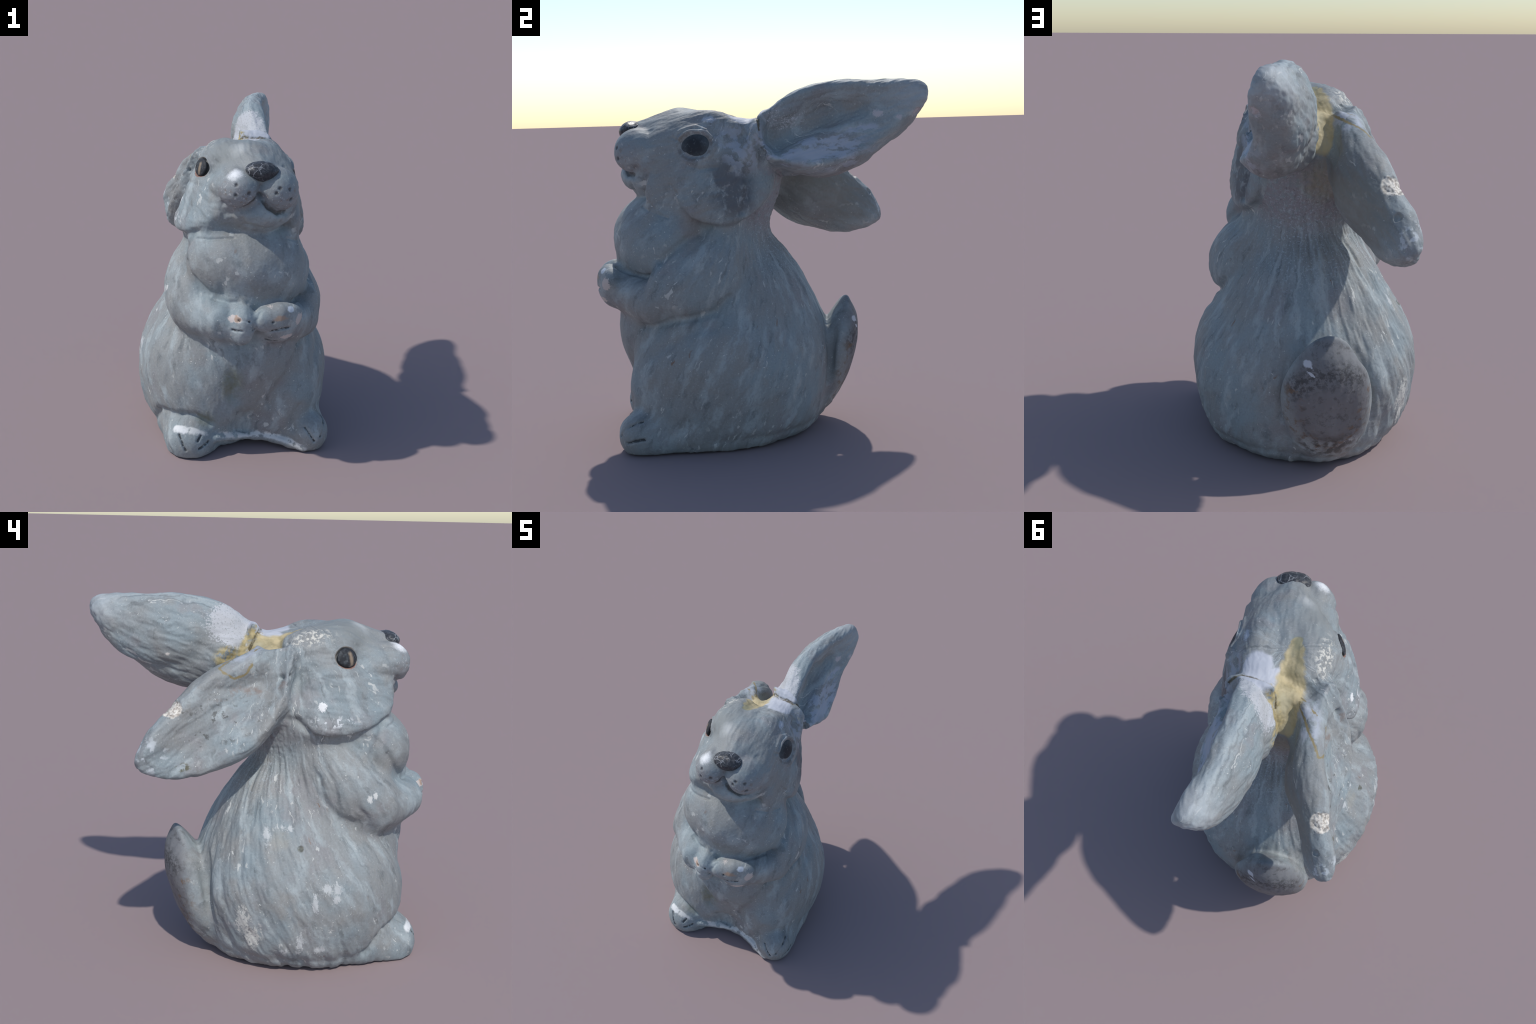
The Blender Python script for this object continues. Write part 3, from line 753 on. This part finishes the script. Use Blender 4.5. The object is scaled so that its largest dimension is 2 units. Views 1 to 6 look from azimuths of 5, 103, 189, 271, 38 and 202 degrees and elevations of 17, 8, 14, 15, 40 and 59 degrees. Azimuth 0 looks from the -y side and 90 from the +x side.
def paint_head():
    m = weathered('weathered_head_paint')
    # dark slate stain behind the left cheek
    stain = m.times(m.blob((.335, -.165, 1.44), (.10, .13, .17), .4), m.ramp(m.noise(m.P, 20, 4, .6), .36, .52))
    lay(m, stain, (.085, .095, .110), .75)
    pale = m.times(m.blob((.27, -.11, 1.66), (.09, .13, .15), .4), m.ramp(m.noise(m.P, 17, 4, .6), .44, .54))
    lay(m, pale, (.36, .40, .46), .8)
    lay(m, m.blob((.210, -.278, 1.798), (.02, .034, .02), .3, m.tight, 3.), (.42, .46, .52))
    # lilac-white filler by the raised ear
    lay(m, m.any_of([m.blob((.13, -.09, 1.80), (.085, .085, .06), .15), m.blob((.04, -.05, 1.805), (.05, .05, .05), .15), m.blob((.11, .02, 1.82), (.11, .06, .07), .15)]), (.50, .52, .57))
    # forehead rub, flecks above the right eye, cheek chips
    lay(m, m.blob((-.090, -.510, 1.834), (.045, .045, .05), .8), (.60, .62, .62), .7)
    lay(m, m.blob((-.15, -.40, 1.80), (.14, .16, .08), .7), (.215, .235, .235), .7)
    lay(m, m.times(m.blob((-.205, -.19, 1.79), (.05, .12, .05), .5), m.ramp(m.noise(m.P, 48, 3), .50, .58)), (.62, .60, .54), .9)
    lay(m, m.blob((-.376, -.200, 1.454), (.03, .022, .024), .15, m.tight, 3.), (.74, .75, .75))
    lay(m, m.times(m.blob((-.36, -.27, 1.37), (.08, .12, .035), .5), m.ramp(m.noise(m.P, 42, 3), .54, .60)), (.62, .64, .66))
    lay(m, m.stroke([(-.306, -.184, 1.655), (-.309, -.230, 1.676), (-.320, -.262, 1.663)], .005, .4), (.60, .62, .62))
    # muzzle: greyer below, brown speckle, one white patch on the right pad's crown
    muz = m.any_of([m.blob((-.115, -.70, 1.61), (.125, .13, .10), .3), m.blob((.115, -.70, 1.61), (.125, .13, .10), .3)])
    lay(m, muz, (.25, .255, .270), .6)
    lay(m, m.times(muz, m.ramp(m.noise(m.P, 36, 4, .65), .54, .68)), (.20, .135, .10), .6)
    lay(m, m.times(muz, m.ramp(m.noise(m.P, 60, 2), .62, .68)), (.50, .50, .50), .7)
    lay(m, m.blob((-.161, -.735, 1.735), (.046, .05, .028), .6, m.tight, 2.5), (.74, .75, .76))
    lay(m, m.any_of([m.stroke(p, .013, .5) for p in MOUTH_PAINT]), (.06, .055, .05), .8)
    lay(m, m.any_of([m.blob(p, .012, .5, m.tight, 1.2) for p in DOT_PAINT]), SOOT, .7)
    # eye rims
    for side, e in EYES.items():
        a, b, n = eye_axes(e)
        p = m.vec('SUBTRACT', m.tight, e['at'])
        u = m.math('DIVIDE', m.vec('DOT_PRODUCT', p, tuple(a), out='Value'), e['size'][0])
        v = m.math('DIVIDE', m.vec('DOT_PRODUCT', p, tuple(b), out='Value'), e['size'][1])
        r = m.math('SQRT', m.math('ADD', m.math('MULTIPLY', u, u), m.math('MULTIPLY', v, v)))
        near = m.ramp(m.vec('LENGTH', p, out='Value'), .15, .12)
        ring = m.times(m.ramp(m.math('ABSOLUTE', m.math('SUBTRACT', r, 1.04)), .15, .05), near)
        if side == 'L':
            lay(m, m.times(ring, m.ramp(m.noise(m.P, 30, 3), .40, .56)), (.15, .11, .09), .45)
        else:
            lay(m, m.times(ring, m.ramp(m.noise(m.P, 34, 3), .36, .52)), (.34, .285, .24), .7)
            lay(m, m.times(ring, m.ramp(v, -.35, -.7)), (.25, .125, .095), .8)
    yellow_filler(m)
    hairline(m)
    return done(m)


def yellow_filler(m):
    y = m.any_of([m.stroke(YELLOW[i:i + 2], w, .18, m.fine) for i, w in enumerate((.030, .050, .068, .085, .085, .072, .058))])
    tone = m.mix(m.ramp(m.noise(m.P, 14, 4, .6), .35, .62), (.36, .305, .175), (.52, .435, .262))
    tone = m.mix(m.ramp(m.noise(m.P, 5, 2), .52, .66), tone, (.46, .41, .27))
    lay(m, y, tone)
    ear = m.times(m.any_of([m.stroke([(.045, .045, 1.80), (.015, .10, 1.73), (.0, .145, 1.63)], .040, .3, m.fine), m.blob((.0, .21, 1.66), (.05, .08, .07), .35)]),
                  m.ramp(m.noise(m.P, 24, 4, .65), .40, .52))
    lay(m, ear, m.mix(m.ramp(m.noise(m.P, 40, 3), .4, .6), (.46, .375, .20), (.33, .285, .16)))
    lay(m, m.stroke([(-.058, -.250, 1.845), (-.048, -.215, 1.84)], .024, .5, m.fine), (.24, .235, .15), .8)


def hairline(m):
    lay(m, m.times(m.blob((-.16, .15, 1.70), (.06, .13, .06), .3), m.ramp(m.noise(m.P, 16, 3), .36, .5)), (.40, .43, .49), .8)
    lay(m, m.stroke(LOOP, .007, .4), (.26, .215, .12))
    lay(m, m.stroke([(-.079, -.208, 1.838), (-.102, -.240, 1.839), (-.120, -.210, 1.831), (-.099, -.150, 1.815)], .004, .4), (.26, .25, .16), .8)
    lay(m, m.times(m.stroke(SEAM_PAINT, .0095, .5), m.ramp(m.noise(m.P, 18, 3), .30, .46)), (.11, .09, .05), .9)


def paint_ear(which):
    m = weathered('weathered_raised_ear_paint' if which == 'L' else 'weathered_hanging_ear_paint')
    if which == 'L':
        # inside: smears of filler spreading from the root
        smear = m.ramp(m.noise(m.vec('MULTIPLY', m.fine, (14, 7, 20)), 1, 4, .6),   .45, .56)
        root = m.any_of([m.blob((.30, .14, 1.66), (.07, .20, .13), .35), m.blob((.33, .36, 1.62), (.08, .22, .11), .4), m.blob((.34, .52, 1.725), (.07, .12, .03), .3)])
        lay(m, m.times(root, smear), (.40, .435, .50), .95)
        lay(m, m.times(m.blob((.27, .22, 1.80), (.07, .22, .08), .5), m.ramp(m.noise(m.P, 12, 3), .38, .55)), (.26, .26, .28), .7)
        lay(m, m.any_of([m.blob((.327, .634, 1.807), (.04, .024, .018), .3, m.tight, 4.), m.blob((.380, .738, 1.784), (.03, .016, .012), .3, m.tight, 4.), m.blob((.39, .835, 1.800), (.03, .022, .03), .3, m.tight, 4.)]), (.48, .46, .48))
        # back: white filler cap at the root, fading to specks
        cap = m.ramp(m.vec('LENGTH', m.vec('DIVIDE', m.vec('SUBTRACT', m.fine, (.07, .08, 1.84)), (.15, .26, .17)), out='Value'), 1.12, .72)
        lay(m, m.ramp(m.math('ADD', cap, m.math('MULTIPLY', m.math('SUBTRACT', m.noise(m.P, 95, 3, .75), .5), 3.2)), .40, .85), (.50, .51, .535), .88)
        lay(m, m.times(m.blob((.36, .88, 1.93), (.16, .16, .12), .6), m.noise(m.P, 20, 3)), (.46, .49, .52), .7)
        lay(m, m.any_of([m.blob((.05, .55, 1.73), .016, .25, m.tight), m.blob((.08, .53, 1.68), .012, .3, m.tight)]), (.60, .56, .52))
        yellow_filler(m)
    else:
        chip = m.blob((-.268, .575, 1.450), .056, .10)
        tone = m.mix(m.ramp(m.noise(m.P, 55, 4, .7), .34, .60), (.34, .30, .26), (.74, .70, .63))
        lay(m, chip, tone)
        lay(m, m.blob((-.257, .701, 1.342), .024, .3, m.tight), (.30, .31, .30), .8)
        lay(m, m.times(m.blob((-.325, .535, 1.160), (.05, .04, .022), .3), m.ramp(m.noise(m.P, 40, 3), .42, .54)), (.10, .095, .055), .9)
        lay(m, m.times(m.stroke([(-.30, .02, 1.585), (-.27, .14, 1.55), (-.275, .30, 1.50)], .045, .7), m.ramp(m.noise(m.P, 14, 4, .65), .50, .66)), (.20, .125, .095), .6)
        lay(m, m.times(m.blob((-.30, .35, 1.38), (.10, .30, .14), .6), m.ramp(m.noise(m.P, 26, 3), .60, .68)), (.07, .07, .065), .7)
        lay(m, m.times(m.blob((-.32, .72, 1.23), (.10, .10, .09), .6), m.ramp(m.noise(m.P, 22, 3), .52, .62)), (.56, .60, .63), .8)
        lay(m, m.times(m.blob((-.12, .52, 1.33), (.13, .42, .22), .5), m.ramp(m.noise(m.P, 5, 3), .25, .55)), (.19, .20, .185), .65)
        yellow_filler(m)
        hairline(m)
    return done(m)


def paint_eye(side):
    m = weathered('worn_black_eye_paint')
    e = EYES[side]
    a, b, n = eye_axes(e)
    crack = m.ramp(m.noise(m.P, 48, 4, .7), .56, .66)
    if side == 'L':
        m.col = m.mix(m.blob(tuple(np.array(e['at']) + n * .03), .056, .5, None, 1.), (.080, .094, .105), (.024, .027, .033))
        lay(m, crack, (.11, .125, .14), .5)
    else:
        m.col = m.mix(m.ramp(m.noise(m.P, 30, 3), .45, .7), (.020, .022, .027), (.055, .063, .072))
        lay(m, crack, (.12, .13, .14), .6)
        lay(m, m.stroke([tuple(np.array(e['at']) + n * .021 + a * .010 + b * .018), tuple(np.array(e['at']) + n * .019 + a * .018 - b * .040)], .011, .9), (.36, .28, .20), .75)  # highlight on the right eye, drawn as a tan stripe in its colour
    m.finish(m.col, .64, m.grain, .4)
    return m.mat


def paint_nose():
    m = Paint('crackled_black_nose_paint')
    v = m.node('ShaderNodeTexVoronoi', feature='DISTANCE_TO_EDGE')
    m.put(v.inputs['Vector'], m.tight)
    v.inputs['Scale'].default_value = 26
    crack = m.times(m.ramp(v.outputs['Distance'], .055, .02), m.ramp(m.noise(m.P, 14, 2), .40, .52))
    grain = m.noise(m.P, 60, 3, .7)
    col = m.mix(m.ramp(grain, .4, .7), (.032, .035, .042), (.085, .090, .098))
    col = m.mix(m.times(crack, .75), col, (.30, .31, .33))
    return m.finish(col, .42, m.math('SUBTRACT', grain, m.math('MULTIPLY', crack, .6)), .3)


# ------------------------------------------------------------------ assembly
base = bpy.data.objects.new('rabbit_figure', None)
bpy.context.collection.objects.link(base)
base.rotation_euler = (0, 0, TURN)
base.location = SHIFT
base['label'] = 'weathered grey-blue painted garden rabbit sitting upright, one ear drooping'
base['category'] = 'garden figurine'


def add_part(name, mesh, parent):
    ob = bpy.data.objects.new(name, mesh)
    bpy.context.collection.objects.link(ob)
    ob.parent = parent
    return ob


body_paint = paint_torso()
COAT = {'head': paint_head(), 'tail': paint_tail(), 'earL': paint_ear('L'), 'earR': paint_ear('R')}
made = {}
for i, r in sorted(enumerate(REGIONS), key=lambda k: k[1][:4] in ('foot', 'hand')):
    F = Q[face_region == i]
    used, F2 = np.unique(F, return_inverse=True)
    name = r[:-1] if r[-1] in 'LR' else r
    mesh = make_mesh(name, V[used], F2.reshape(-1, 4))
    mesh.normals_split_custom_set_from_vertices(N[used].tolist())
    mesh.materials.append(COAT.get(r, body_paint))
    made[r] = add_part(name, mesh, made[{'foot': 'hindlimb', 'hand': 'forelimb'}[r[:4]] + r[-1]] if r[:4] in ('foot', 'hand') else base)

def closed_grid(P, around):
    """rings of points joined into quads, with a point closing each end"""
    rows = len(P) // around
    k, j = np.arange(rows - 1)[:, None] * around, np.arange(around)[None]
    F = np.stack([k + j, k + around + j, k + around + (j + 1) % around, k + (j + 1) % around], -1).reshape(-1, 4)
    top, end = len(P), len(P) + 1
    i = np.arange(0, around, 2)
    last = (rows - 1) * around
    caps = [np.stack([np.full(len(i), top), i, i + 1, (i + 2) % around], -1),
            np.stack([np.full(len(i), end), last + (i + 2) % around, last + i + 1, last + i], -1)]
    return np.concatenate([P, [P[:around].mean(0), P[-around:].mean(0)]]), np.concatenate([F] + caps)


for side, e in EYES.items():
    a, b, n = eye_axes(e)
    u, v = np.meshgrid(np.linspace(0, 2 * math.pi, 65)[:-1], np.linspace(0, math.pi, 34)[1:-1])
    sph = np.stack([np.sin(v) * np.cos(u), np.sin(v) * np.sin(u), np.cos(v)], -1).reshape(-1, 3)
    depth = .029 if side == 'L' else .018
    P = np.array(e['at']) + sph[:, :1] * a * e['size'][0] * .97 + sph[:, 1:2] * b * e['size'][1] * .97 + sph[:, 2:] * n * depth
    P = P + (sph * .0016 * lattice_noise(P * 40, 60)[:, None])
    mesh = make_mesh('eye', *closed_grid(P, 64))
    mesh.materials.append(paint_eye(side))
    add_part('eye', mesh, made['head'])

# nose: a rounded triangle, wide above and narrow below
u, v = np.meshgrid(np.linspace(0, 2 * math.pi, 97)[:-1], np.linspace(0, math.pi, 50)[1:-1])
sph = np.stack([np.sin(v) * np.cos(u), np.sin(v) * np.sin(u), np.cos(v)], -1).reshape(-1, 3)
P = sph * np.array(NOSE['radii'])
P[:, 0] *= 1.0 + .30 * np.clip(sph[:, 2], -1, .35) - .10 * sph[:, 1]
P = P @ turn_matrix(*NOSE['turn']).T + np.array(NOSE['centre'])
P += sph * (.003 * lattice_noise(P * 28, 61) + .0012 * lattice_noise(P * 70, 62))[:, None]
mesh = make_mesh('nose', *closed_grid(P, 96))
mesh.materials.append(paint_nose())
add_part('nose', mesh, made['head'])
